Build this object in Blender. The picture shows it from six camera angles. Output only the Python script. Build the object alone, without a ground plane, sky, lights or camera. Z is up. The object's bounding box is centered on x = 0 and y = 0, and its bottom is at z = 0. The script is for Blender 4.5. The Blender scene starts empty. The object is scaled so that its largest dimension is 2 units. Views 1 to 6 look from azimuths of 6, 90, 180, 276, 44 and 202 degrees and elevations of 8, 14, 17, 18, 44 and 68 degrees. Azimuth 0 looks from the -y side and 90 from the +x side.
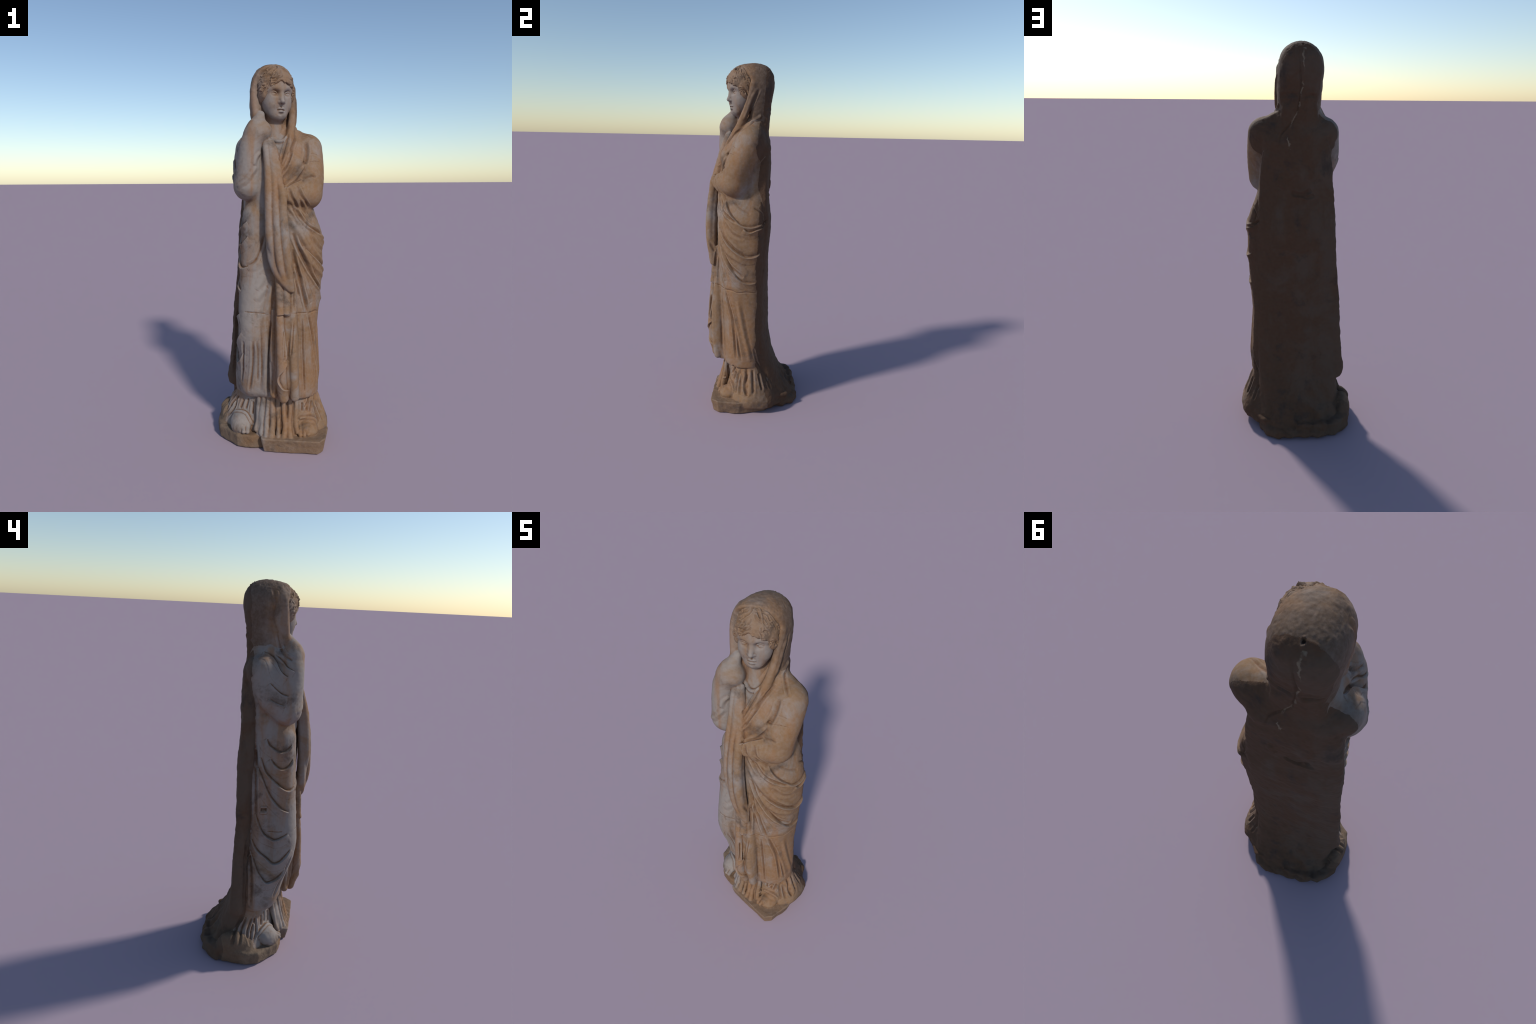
# Weathered marble statue of a veiled, draped woman on a broken plinth.
# The figure is modelled as smooth implicit volumes (lofted cross-sections, limbs,
# ellipsoids), meshed, then carved with drapery folds along fold curves.
import bpy, math, time
import numpy as np
from mathutils.bvhtree import BVHTree
from mathutils import Vector

T0 = time.time()
RNG = np.random.default_rng(7)
BODY_STEP = 0.0028      # mesh grain of the body
HEAD_STEP = 0.0015      # mesh grain of the head
F = np.float32

# ---------------------------------------------------------------- implicit modelling
def smin(a, b, k):
    if k <= 0: return np.minimum(a, b)
    h = np.maximum(k - np.abs(a - b), 0) / k
    return np.minimum(a, b) - h * h * k * F(0.25)

def smax(a, b, k): return -smin(-a, -b, k)

def sstep(x, a, b):
    t = np.clip((x - a) / (b - a), 0, 1); return t * t * (3 - 2 * t)

def curve1(zs, vs):
    """smooth monotone-ish interpolation of a profile value over height"""
    zs = np.array(zs, float); vs = np.array(vs, float)
    n = len(zs); d = np.diff(vs) / np.diff(zs); m = np.zeros(n)
    m[1:-1] = np.where(d[1:] * d[:-1] > 0, 2 * d[1:] * d[:-1] / (d[1:] + d[:-1] + 1e-12), 0)
    m[0], m[-1] = d[0], d[-1]
    zz = np.linspace(zs[0], zs[-1], 600); i = np.clip(np.searchsorted(zs, zz) - 1, 0, n - 2)
    h = zs[i + 1] - zs[i]; t = (zz - zs[i]) / h
    yy = ((2*t**3 - 3*t**2 + 1) * vs[i] + (t**3 - 2*t**2 + t) * h * m[i]
          + (-2*t**3 + 3*t**2) * vs[i+1] + (t**3 - t**2) * h * m[i+1])
    return lambda z: np.interp(z, zz, yy).astype(F)

class Loft:
    """stack of four-quadrant superellipse sections: (z, xl, xr, yf, yb), centre line cy"""
    def __init__(s, rows, cy=-0.05, cx=None, pf=2.3, pb=3.0, cap=0.02, pl=None, pr=None, skew=None):
        R = np.array(rows, float); s.z0, s.z1, s.cap = R[0, 0], R[-1, 0], cap
        s.xl, s.xr, s.yf, s.yb = [curve1(R[:, 0], R[:, i]) for i in (1, 2, 3, 4)]
        s.cy, s.cx, s.pf, s.pb, s.pl = cy, cx, pf, pb, pl
        s.pr = pb if pr is None else pr
        s.skew = curve1(*zip(*skew)) if skew else None
        s.box = ((R[:, 1].min(), R[:, 3].min(), s.z0), (R[:, 2].max(), R[:, 4].max(), s.z1))
    def __call__(s, x, y, z):
        xl, xr, yf, yb = s.xl(z), s.xr(z), s.yf(z), s.yb(z)
        cx = (xl + xr) * F(.5) if s.cx is None else F(s.cx)
        if s.skew: y = y + s.skew(z) * x
        dx, dy = x - cx, y - F(s.cy)
        ux = np.abs(dx) / np.where(dx < 0, cx - xl, xr - cx)
        uy = np.abs(dy) / np.where(dy < 0, s.cy - yf, yb - s.cy)
        front = dy < 0
        p = np.where(front, F(s.pf) if s.pl is None else np.where(dx < 0, F(s.pl), F(s.pf)), np.where(dx < 0, F(s.pb), F(s.pr))) + ux * 0
        g = (ux ** p + uy ** p + F(1e-9)) ** (1 / p)
        r = np.sqrt(dx * dx + dy * dy)
        d = (g - 1) * np.maximum(r / (g + F(1e-3)), F(0.03))
        e = np.maximum(F(s.z0) - z, z - F(s.z1))
        return smax(d, e + d * 0, s.cap)

class Limb:
    """round cone between two joints"""
    def __init__(s, a, b, ra, rb, squash=None):
        s.a, s.b, s.ra, s.rb = np.array(a, F), np.array(b, F), ra, rb
        r = max(ra, rb); lo, hi = np.minimum(a, b) - r, np.maximum(a, b) + r; s.box = (lo, hi)
    def __call__(s, x, y, z):
        d = s.b - s.a; L = float(d @ d)
        t = np.clip(((x - s.a[0]) * d[0] + (y - s.a[1]) * d[1] + (z - s.a[2]) * d[2]) / F(L), 0, 1)
        q = (x - s.a[0] - t * d[0]) ** 2 + (y - s.a[1] - t * d[1]) ** 2 + (z - s.a[2] - t * d[2]) ** 2
        return np.sqrt(q) - (F(s.ra) + t * F(s.rb - s.ra))

class Tube:
    """smooth tube through (x, y, z, radius) joints"""
    def __init__(s, pts, sub=4):
        P = np.array(pts, float); n = len(P); d = np.concatenate([[0], np.cumsum(np.linalg.norm(np.diff(P[:, :3], axis=0), axis=1))])
        t = np.linspace(0, d[-1], (n - 1) * sub + 1); G = np.gradient(P, d, axis=0) if n > 2 else np.tile((P[1] - P[0]) / d[1], (2, 1))
        i = np.clip(np.searchsorted(d, t) - 1, 0, n - 2); h = (d[i + 1] - d[i])[:, None]; u = ((t - d[i]) / h[:, 0])[:, None]
        R = (2*u**3 - 3*u**2 + 1) * P[i] + (u**3 - 2*u**2 + u) * h * G[i] + (-2*u**3 + 3*u**2) * P[i+1] + (u**3 - u**2) * h * G[i+1]
        s.limbs = [Limb(a[:3], b[:3], a[3], b[3]) for a, b in zip(R, R[1:])]
        s.box = (np.min([l.box[0] for l in s.limbs], 0), np.max([l.box[1] for l in s.limbs], 0))
    def __call__(s, x, y, z):
        d = s.limbs[0](x, y, z)
        for l in s.limbs[1:]: d = np.minimum(d, l(x, y, z))
        return d

def chain(pts, k=.02, first=False): return [('+', Tube(pts), k)]

class Egg:
    """ellipsoid, optionally turned by an XYZ rotation in degrees"""
    def __init__(s, c, r, rot=(0, 0, 0)):
        s.c, s.r = np.array(c, F), np.array(r, F)
        a, b, g = np.radians(rot)
        Rx = np.array([[1, 0, 0], [0, math.cos(a), -math.sin(a)], [0, math.sin(a), math.cos(a)]])
        Ry = np.array([[math.cos(b), 0, math.sin(b)], [0, 1, 0], [-math.sin(b), 0, math.cos(b)]])
        Rz = np.array([[math.cos(g), -math.sin(g), 0], [math.sin(g), math.cos(g), 0], [0, 0, 1]])
        s.M = (Rz @ Ry @ Rx).T.astype(F); m = max(r); s.box = (s.c - m, s.c + m)
    def __call__(s, x, y, z):
        x, y, z = x - s.c[0], y - s.c[1], z - s.c[2]
        k0 = k1 = 0
        for i in range(3):
            q = s.M[i, 0] * x + s.M[i, 1] * y + s.M[i, 2] * z
            k0 = k0 + (q / s.r[i]) ** 2; k1 = k1 + (q / s.r[i] ** 2) ** 2
        k0 = np.sqrt(k0); return k0 * (k0 - 1) / np.sqrt(k1 + F(1e-9))

class Block:
    """extruded convex-ish polygon between two heights, edges rounded; 'lean' grows it with height"""
    def __init__(s, poly, z0, z1, rnd=0.008, lean=0.0):
        s.P = np.array(poly, F); s.z0, s.z1, s.rnd, s.lean = z0, z1, rnd, lean
        m = 0.03; s.box = ((s.P[:, 0].min() - m, s.P[:, 1].min() - m, z0), (s.P[:, 0].max() + m, s.P[:, 1].max() + m, z1))
    def __call__(s, x, y, z):
        P = s.P; n = len(P); d = None; sign = None
        for i in range(n):
            a, b = P[i], P[(i + 1) % n]; e = b - a
            wx, wy = x - a[0], y - a[1]
            t = np.clip((wx * e[0] + wy * e[1]) / (e @ e), 0, 1)
            q = (wx - e[0] * t) ** 2 + (wy - e[1] * t) ** 2
            d = q if d is None else np.minimum(d, q)
            c = ((a[1] > y) != (b[1] > y)) & (x < (b[0] - a[0]) * (y - a[1]) / (b[1] - a[1] + F(1e-9)) + a[0])
            sign = c if sign is None else sign ^ c
        d = np.sqrt(d) * np.where(sign, -1, 1).astype(F)
        d = d - F(s.lean) * (z - F(s.z0))
        e = np.maximum(F(s.z0) - z, z - F(s.z1))
        return smax(d, e + d * 0, s.rnd)

class Strip:
    """band of cloth: centre line points with half width, half thickness and facing angle"""
    def __init__(s, pts, rnd=2.6):
        s.pts = np.array(pts, float); s.rnd = rnd
        w = s.pts[:, 3].max(); s.box = (s.pts[:, :3].min(0) - w, s.pts[:, :3].max(0) + w)
        z = s.pts[:, 2]; o = np.argsort(z); q = s.pts[o]
        s.cx, s.cy, s.w, s.t, s.ang = [curve1(q[:, 2], q[:, i]) for i in (0, 1, 3, 4, 5)]
        s.z0, s.z1 = z.min(), z.max()
    def __call__(s, x, y, z):
        zc = np.clip(z, s.z0, s.z1)
        c, sn = np.cos(np.radians(s.ang(zc))), np.sin(np.radians(s.ang(zc)))
        dx, dy = x - s.cx(zc), y - s.cy(zc)
        u, v = dx * c + dy * sn, -dx * sn + dy * c
        w, t = s.w(zc), s.t(zc); p = F(s.rnd)
        g = ((np.abs(u) / w) ** p + (np.abs(v) / t) ** p + F(1e-9)) ** (1 / p)
        d = (g - 1) * np.maximum(np.sqrt(u * u + v * v) / (g + F(1e-3)), F(0.01))
        return smax(d, np.maximum(F(s.z0) - z, z - F(s.z1)) + d * 0, 0.01)

class Group:
    def __init__(s, name, items, k):
        s.name, s.items, s.k = name, items, k
        lo = np.min([i[1].box[0] for i in items if i[0] == '+'], 0); hi = np.max([i[1].box[1] for i in items if i[0] == '+'], 0)
        s.box = (lo - 0.045, hi + 0.045)
    def __call__(s, x, y, z):
        d = None
        for op, prim, k in s.items:
            if d is None or d.ndim < 3 or isinstance(prim, Half): e = prim(x, y, z); v = Ellipsis
            else:   # only the part of the grid near this primitive
                v = []
                for i, c in enumerate((x, y, z)):
                    c = c.ravel(); m = k + .02
                    a = int(np.searchsorted(c, prim.box[0][i] - m)); b = int(np.searchsorted(c, prim.box[1][i] + m))
                    v.append(slice(min(a, len(c) - 1), max(b, min(a, len(c) - 1) + 1)))
                v = tuple(v); e = prim(x[v[0]], y[:, v[1]], z[:, :, v[2]])
            if d is None: d = e + 0 * (x + y + z)
            elif op == '+': d[v] = smin(d[v], e, k)
            elif op == '-': d[v] = smax(d[v], -e, k)
            else: d[v] = smax(d[v], e, k)
        return d

class Half:
    """half space: keeps the side where n.(p-c) < 0"""
    def __init__(s, c, n):
        s.c, s.n = np.array(c, F), np.array(n, F) / np.linalg.norm(n)
        s.box = (s.c, s.c)
    def __call__(s, x, y, z): return (x - s.c[0]) * s.n[0] + (y - s.c[1]) * s.n[1] + (z - s.c[2]) * s.n[2]

def field(groups, lo, hi, h):
    ax = [np.arange(lo[i], hi[i] + h, h, dtype=F) for i in range(3)]
    D = np.full([len(a) for a in ax], 0.3, F)
    for g in groups:
        sl = []
        for i in range(3):
            a = int(np.clip(np.searchsorted(ax[i], g.box[0][i]), 0, len(ax[i]) - 1))
            b = int(np.clip(np.searchsorted(ax[i], g.box[1][i]), a + 1, len(ax[i])))
            sl.append(slice(a, b))
        sl = tuple(sl)
        X, Y, Z = ax[0][sl[0]][:, None, None], ax[1][sl[1]][None, :, None], ax[2][sl[2]][None, None, :]
        D[sl] = smin(D[sl], g(X, Y, Z), g.k)
    return ax, D

def surface_nets(ax, D, h):
    """dual mesh of the zero level: one vertex per crossed cell, one quad per crossed edge"""
    n = np.array(D.shape); neg = D < 0
    cnt = np.zeros(n - 1, np.int8)
    for i in (0, 1):
        for j in (0, 1):
            for k in (0, 1): cnt += neg[i:n[0]-1+i, j:n[1]-1+j, k:n[2]-1+k]
    cells = np.argwhere((cnt > 0) & (cnt < 8)); del cnt
    idx = np.full(n - 1, -1, np.int32); idx[tuple(cells.T)] = np.arange(len(cells))
    acc = np.zeros((len(cells), 3)); num = np.zeros(len(cells))
    corner = lambda o: D[cells[:, 0] + o[0], cells[:, 1] + o[1], cells[:, 2] + o[2]]
    for axis in range(3):
        o1, o2 = [i for i in range(3) if i != axis]
        for a in (0, 1):
            for b in (0, 1):
                o = [0, 0, 0]; o[o1] = a; o[o2] = b; p = list(o); p[axis] = 1
                da, db = corner(o), corner(p); m = (da < 0) != (db < 0)
                t = np.where(m, da / np.where(m, da - db, 1), 0)
                pos = np.tile(np.array(o, float), (len(cells), 1)); pos[:, axis] = t
                acc += pos * m[:, None]; num += m
    V = (cells + acc / num[:, None]) * h + np.array([a[0] for a in ax])
    Q = []
    for axis in range(3):
        o1, o2 = [(1, 2), (2, 0), (0, 1)][axis]
        s0 = [slice(1, n[i] - 1) for i in range(3)]; s1 = list(s0)
        s0[axis] = slice(0, n[axis] - 1); s1[axis] = slice(1, n[axis])
        A, B = neg[tuple(s0)], neg[tuple(s1)]; E = np.argwhere(A != B)
        flip = A[tuple(E.T)]
        off = np.ones(3, int); off[axis] = 0; E = E + off
        def cell(d1, d2):
            c = E.copy(); c[:, o1] += d1; c[:, o2] += d2; return idx[tuple(c.T)]
        q = np.stack([cell(-1, -1), cell(0, -1), cell(0, 0), cell(-1, 0)], 1)
        q[~flip] = q[~flip][:, ::-1]; Q.append(q)
    return V, np.concatenate(Q)

def vertex_normals(V, Q):
    a = V[Q[:, 2]] - V[Q[:, 0]]; b = V[Q[:, 3]] - V[Q[:, 1]]; fn = np.cross(a, b)
    N = np.zeros_like(V)
    for i in range(3):
        N[:, i] = sum(np.bincount(Q[:, j], fn[:, i], len(V)) for j in range(4))
    return N / (np.linalg.norm(N, axis=1, keepdims=True) + 1e-12)

def relax(V, Q, times, f=0.5, mask=None):
    n = len(V); e = np.concatenate([Q[:, [0, 1]], Q[:, [1, 2]], Q[:, [2, 3]], Q[:, [3, 0]]])
    deg = np.bincount(e[:, 0], minlength=n) + np.bincount(e[:, 1], minlength=n)
    for _ in range(times):
        S = np.stack([np.bincount(e[:, 0], V[e[:, 1], i], n) + np.bincount(e[:, 1], V[e[:, 0], i], n) for i in range(3)], 1)
        d = (S / np.maximum(deg, 1)[:, None] - V) * f
        V = V + (d if mask is None else d * mask[:, None])
    return V

def noise3(P, scale, seed=0):
    """smooth value noise in about -1..1"""
    q = P * scale + seed * 17.13; i = np.floor(q).astype(np.int64); f = q - i; f = f * f * (3 - 2 * f)
    def hsh(a, b, c):
        h = (a * 374761393 + b * 668265263 + c * 2147483647 + seed * 974634777) & 0xffffffff
        h = ((h ^ (h >> 13)) * 1274126177) & 0xffffffff
        return ((h ^ (h >> 16)) & 0xffff) / 32767.5 - 1
    r = 0
    for a in (0, 1):
        for b in (0, 1):
            for c in (0, 1):
                w = (f[:, 0] if a else 1 - f[:, 0]) * (f[:, 1] if b else 1 - f[:, 1]) * (f[:, 2] if c else 1 - f[:, 2])
                r = r + w * hsh(i[:, 0] + a, i[:, 1] + b, i[:, 2] + c)
    return r
# ---------------------------------------------------------------- the figure's volumes
# head frame: the face looks 28 degrees towards the figure's left
TURN = math.radians(28); HX, HY = -0.0095, -0.02
def hp(l, f, z):
    """head-frame (lateral, forward, height) to world"""
    return (HX + l * math.cos(TURN) + f * math.sin(TURN), HY + l * math.sin(TURN) - f * math.cos(TURN), z)

class Brim(Half):
    """front opening of the veil: forward limit of the cloth over height, in the head's frame"""
    def __init__(s, rows): s.edge = curve1(*zip(*rows)); s.box = ((0, 0, 0), (0, 0, 0))
    def __call__(s, x, y, z): return (x - F(HX)) * F(math.sin(TURN)) - (y - F(HY)) * F(math.cos(TURN)) - s.edge(z)

mantle = Group('mantle', [('+', Loft([
    (0.272, -.198, .250, -.170, .05), (0.30, -.200, .252, -.182, .055), (0.36, -.200, .252, -.186, .055), (0.48, -.190, .247, -.190, .058), (0.62, -.157, .242, -.198, .06),
    (0.80, -.155, .255, -.203, .064), (1.00, -.165, .266, -.208, .070), (1.12, -.158, .264, -.208, .073), (1.25, -.148, .224, -.205, .072),
    (1.36, -.150, .190, -.200, .065)], cy=-0.04, cx=.08, pf=2.05, pb=3.0, pr=3.5, pl=1.75, cap=.012), 0),
    ('+', Tube([(-.07, -.125, 1.24, .075), (-.075, -.133, 1.02, .080), (-.088, -.155, .80, .077), (-.092, -.168, .66, .074), (-.10, -.115, .45, .070), (-.108, -.096, .33, .062)]), .04),
    ('-', Tube([(-.008, -.232, .86, .010), (-.010, -.222, .72, .020), (-.012, -.215, .55, .024), (-.014, -.200, .33, .026)]), .014),
    ], .010)
torso = Group('torso', [('+', Loft([
    (1.28, -.140, .200, -.200, .07), (1.40, -.145, .200, -.198, .08), (1.48, -.160, .200, -.185, .075), (1.55, -.165, .205, -.160, .08),
    (1.60, -.145, .185, -.135, .075), (1.645, -.105, .130, -.100, .068), (1.69, -.075, .09, -.07, .065)], cy=-0.02, cx=.02, pf=2.4, pb=2.6), 0),
    ('+', Egg((.108, -.135, 1.49), (.056, .056, .060)), .03),
    ('+', Egg((.115, .028, 1.53), (.075, .062, .085)), .03),
    ('+', Tube([(-.02, -.112, 1.632, .007), (.012, -.128, 1.616, .008), (.045, -.134, 1.611, .008), (.085, -.112, 1.632, .007)]), .008),
    ('+', Limb((.07, -.005, 1.655), (.165, -.005, 1.597), .050, .055), .03),
    ('+', Limb((-.05, -.005, 1.65), (-.11, -.012, 1.592), .052, .05), .05),
    ], .02)
arm_left = Group('arm', [
    ('+', Tube([(.180, -.018, 1.575, .079), (.185, -.052, 1.50, .080), (.189, -.092, 1.41, .077), (.186, -.098, 1.350, .072)]), 0),
    ('+', Tube([(.182, -.106, 1.348, .072), (.125, -.168, 1.346, .056), (.062, -.192, 1.342, .044)]), .02)], .016)
arm_right = Group('arm', [('+', Tube([(-.119, -.012, 1.578, .075), (-.126, -.080, 1.44, .072), (-.114, -.140, 1.392, .069)]), 0),
    ('+', Tube([(-.112, -.146, 1.392, .072), (-.104, -.160, 1.53, .060), (-.094, -.162, 1.60, .055), (-.070, -.156, 1.65, .055)]), .02),
    ('+', Egg((-.112, -.090, 1.50), (.067, .095, .12)), .02)], .012)
hand = Group('hand', [
    ('+', Egg((-.062, -.156, 1.656), (.070, .056, .058), (0, -20, 10)), 0),
    ('+', Limb((-.065, -.148, 1.69), (-.050, -.122, 1.742), .042, .020), .02),
    ('+', Limb((-.075, -.12, 1.63), (-.065, -.05, 1.66), .055, .05), .03)], .010)
sash = Group('hanging_cloth', [
    ('+', Strip([(-.016, -.150, 1.625, .028, .018, 0), (.000, -.168, 1.57, .036, .020, 0), (.016, -.196, 1.46, .043, .022, 0), (.026, -.218, 1.34, .050, .024, 0), (.036, -.234, 1.18, .056, .026, 0),
      (.048, -.240, 1.05, .058, .026, 2), (.066, -.240, .97, .050, .026, 4), (.088, -.238, .91, .034, .024, 6), (.112, -.235, .868, .012, .016, 6)]), 0),
    ('+', Tube([(-.030, -.152, 1.63, .015), (-.018, -.180, 1.56, .018), (-.009, -.200, 1.482, .020), (-.003, -.224, 1.396, .022), (.001, -.244, 1.273, .023), (.010, -.254, 1.124, .023), (.027, -.254, 1.03, .010)]), .006),
    ('+', Tube([(-.012, -.150, 1.63, .013), (.006, -.180, 1.55, .016), (.020, -.206, 1.457, .018), (.028, -.230, 1.371, .019), (.033, -.250, 1.273, .020), (.043, -.263, 1.126, .021), (.060, -.262, .99, .018), (.072, -.255, .94, .012)]), .005),
    ('+', Tube([(.004, -.148, 1.62, .011), (.024, -.180, 1.53, .014), (.044, -.208, 1.408, .018), (.060, -.228, 1.371, .020), (.067, -.244, 1.273, .022), (.079, -.257, 1.125, .024), (.094, -.254, .999, .021), (.110, -.243, .895, .012)]), .005)], .004)
front_folds = Group('front_folds', [
    ('+', Strip([(.080, -.190, .98, .05, .028, 0), (.082, -.200, .84, .052, .028, 0), (.084, -.204, .72, .055, .030, 0), (.086, -.207, .55, .060, .030, 0), (.088, -.204, .40, .062, .030, 0), (.088, -.186, .32, .060, .026, 0), (.088, -.178, .282, .056, .022, 0)], 3), 0),
    ('+', Tube([(.045, -.218, 1.0, .020), (.051, -.230, .866, .021), (.054, -.236, .765, .020)]), .006),
    ('+', Tube([(.082, -.216, .95, .018), (.084, -.228, .840, .020), (.087, -.233, .76, .019)]), .006),
    ('+', Tube([(.052, -.236, .745, .020), (.057, -.246, .621, .023), (.062, -.248, .487, .025), (.064, -.237, .372, .026), (.072, -.222, .305, .026)]), .004),
    ('+', Tube([(.116, -.214, .755, .017), (.118, -.225, .592, .020), (.124, -.223, .429, .023), (.129, -.207, .308, .024)]), .004),
    ('+', Tube([(.019, -.196, .76, .012), (.018, -.196, .634, .014), (.017, -.198, .498, .017), (.021, -.192, .312, .022)]), .008)], .010)
pleats = [((-.062, -.122, .29), (-.076, -.166, .10)), ((-.036, -.136, .29), (-.047, -.186, .09)), ((-.010, -.152, .29), (-.019, -.202, .085)), ((.013, -.157, .29), (.008, -.206, .085)),
          ((.042, -.160, .29), (.043, -.208, .085)), ((.069, -.160, .29), (.074, -.208, .085)), ((.103, -.158, .29), (.107, -.204, .085)), ((.135, -.152, .30), (.142, -.182, .10))]
tunic = Group('tunic', [('+', Loft([
    (0.03, -.300, .298, -.168, .20), (0.08, -.290, .308, -.166, .18), (0.14, -.260, .288, -.150, .15), (0.20, -.232, .265, -.140, .11), (0.27, -.196, .243, -.140, .07),
    (0.33, -.19, .230, -.14, .05)], cy=0.0, cx=.06, pf=2.2, pb=2.8, pl=1.8), 0),
    ('+', Strip([(.045, -.124, .30, .090, .020, 0), (.040, -.153, .19, .100, .020, 0), (.035, -.174, .07, .110, .020, 0)], 3), .01)]
    + [('+', Tube([a + (.011,), tuple(np.array(a) * .6 + np.array(b) * .4 + np.array((RNG.uniform(-.004, .004), .004, 0))) + (RNG.uniform(.010, .014),),
        tuple(np.array(a) * .25 + np.array(b) * .75 + np.array((RNG.uniform(-.006, .006), .003, 0))) + (RNG.uniform(.010, .015),), b + (RNG.uniform(.012, .018),)]), .010) for a, b in pleats], .006)
veil = Group('veil', [
    ('+', Loft([(1.60, -.094, .108, -.085, .06), (1.66, -.089, .110, -.10, .070), (1.72, -.095, .114, -.13, .079), (1.80, -.103, .116, -.165, .090), (1.87, -.111, .114, -.17, .102), (1.92, -.105, .105, -.165, .099),
      (1.955, -.086, .090, -.148, .088), (1.98, -.060, .066, -.112, .066), (1.993, -.036, .040, -.070, .038), (1.9995, -.016, .018, -.03, .012)], cy=-0.02, cx=0.003, pf=2.2, pb=2.6, cap=.004), 0),
    ('*', Brim([(1.55, .055), (1.80, .055), (1.87, .052), (1.93, .066), (1.97, .082), (2.02, .10)]), .012),
    ('+', Tube([(-.078, -.075, 1.86, .028), (-.078, -.080, 1.78, .032), (-.068, -.080, 1.70, .034)]), .015)]
    + chain([(.100, -.012, 1.88, .018), (.103, -.028, 1.80, .019), (.104, -.050, 1.74, .020), (.098, -.085, 1.66, .022), (.085, -.122, 1.59, .022), (.062, -.168, 1.50, .020), (.038, -.198, 1.42, .016)], .012)
    + chain([(-.066, -.080, 1.962, .003), (-.088, -.106, 1.88, .011), (-.083, -.113, 1.80, .017), (-.072, -.120, 1.72, .02)], .02), .015)
slab = Group('back_support', [('+', Loft([
    (0.00, -.230, .200, -.02, .290), (0.03, -.235, .204, -.02, .276), (0.06, -.236, .206, -.02, .240), (0.09, -.236, .208, -.02, .212), (0.13, -.232, .208, -.02, .186), (0.18, -.228, .208, -.02, .158), (0.262, -.222, .206, -.02, .122), (0.275, -.250, .206, -.01, .115), (0.32, -.260, .206, -.01, .103),
    (0.45, -.241, .208, -.012, .083), (0.65, -.228, .205, -.012, .076), (0.90, -.204, .205, -.012, .084), (1.10, -.189, .205, -.012, .095),
    (1.30, -.172, .20, -.012, .085), (1.46, -.156, .185, -.012, .091), (1.56, -.130, .145, -.01, .086), (1.64, -.085, .095, -.01, .074), (1.72, -.078, .088, -.02, .075)], cy=.052, cx=0, pf=3.0, pb=2.9, pr=3.6, cap=.03,
    skew=[(0, -.0), (.2, -.01), (.35, .05), (.6, .07), (.95, .03), (1.2, .0), (1.6, 0)]), 0)], .008)
plinth = Group('plinth', [
    ('+', Block([(-.030, -.218), (.250, -.224), (.276, -.19), (.292, -.07), (.25, .08), (.17, .20), (-.03, .2), (-.045, -.1)], 0, .080, .007, .22), 0),
    ], .008)
broken_rock = Group('broken_rock', [
    ('+', Block([(-.10, -.195), (-.178, -.180), (-.285, -.085), (-.306, -.02), (-.292, .145), (-.21, .245), (0, .255), (0, -.17)], 0, .075, .015, .03), 0),
    ('+', Egg((-.254, .05, .09), (.048, .10, .078)), .03),
    ], .008)
def sandal(cx, cy, heel, sx, big):
    """forefoot with five toes peeping from under the hem"""
    items = [('+', Limb(heel, (cx, cy + .02, .098), .062, .042), 0), ('+', Egg((cx, cy + .02, .094), (.054, .050, .030)), .02)]
    for i in range(5):
        t = (i - 2) / 2; x = cx + sx * t * .040; r = .0145 - .0018 * i if big else .013 - .0015 * i
        y = cy - .034 + .006 * abs(i - 1) + .004 * i
        items.append(('+', Limb((x * .95 + cx * .05, y + .040, .110), (x * 1.02 - cx * .02, y - .006, .091), r, r * .9), .0025))
    return items
foot_left = Group('foot', sandal(.200, -.158, (.192, -.085, .110), 1, True), .005)
foot_right = Group('foot', sandal(-.163, -.150, (-.155, -.065, .112), -1, True) + [('+', Egg((-.158, -.105, .122), (.06, .052, .042)), .03)], .006)
BODY = [mantle, torso, slab, arm_left, arm_right, veil, hand, sash, front_folds, tunic, plinth, broken_rock, foot_left, foot_right]

LO, HI = np.array((-.34, -.32, -.02)), np.array((.35, .33, 2.03))
ax, D = field(BODY, LO, HI, BODY_STEP)
V, Q = surface_nets(ax, D, BODY_STEP); del D
V = relax(V, Q, 2, .5); V[:, 2] = np.maximum(V[:, 2], 0)
print('body', len(V), len(Q), round(time.time() - T0, 1))

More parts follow.
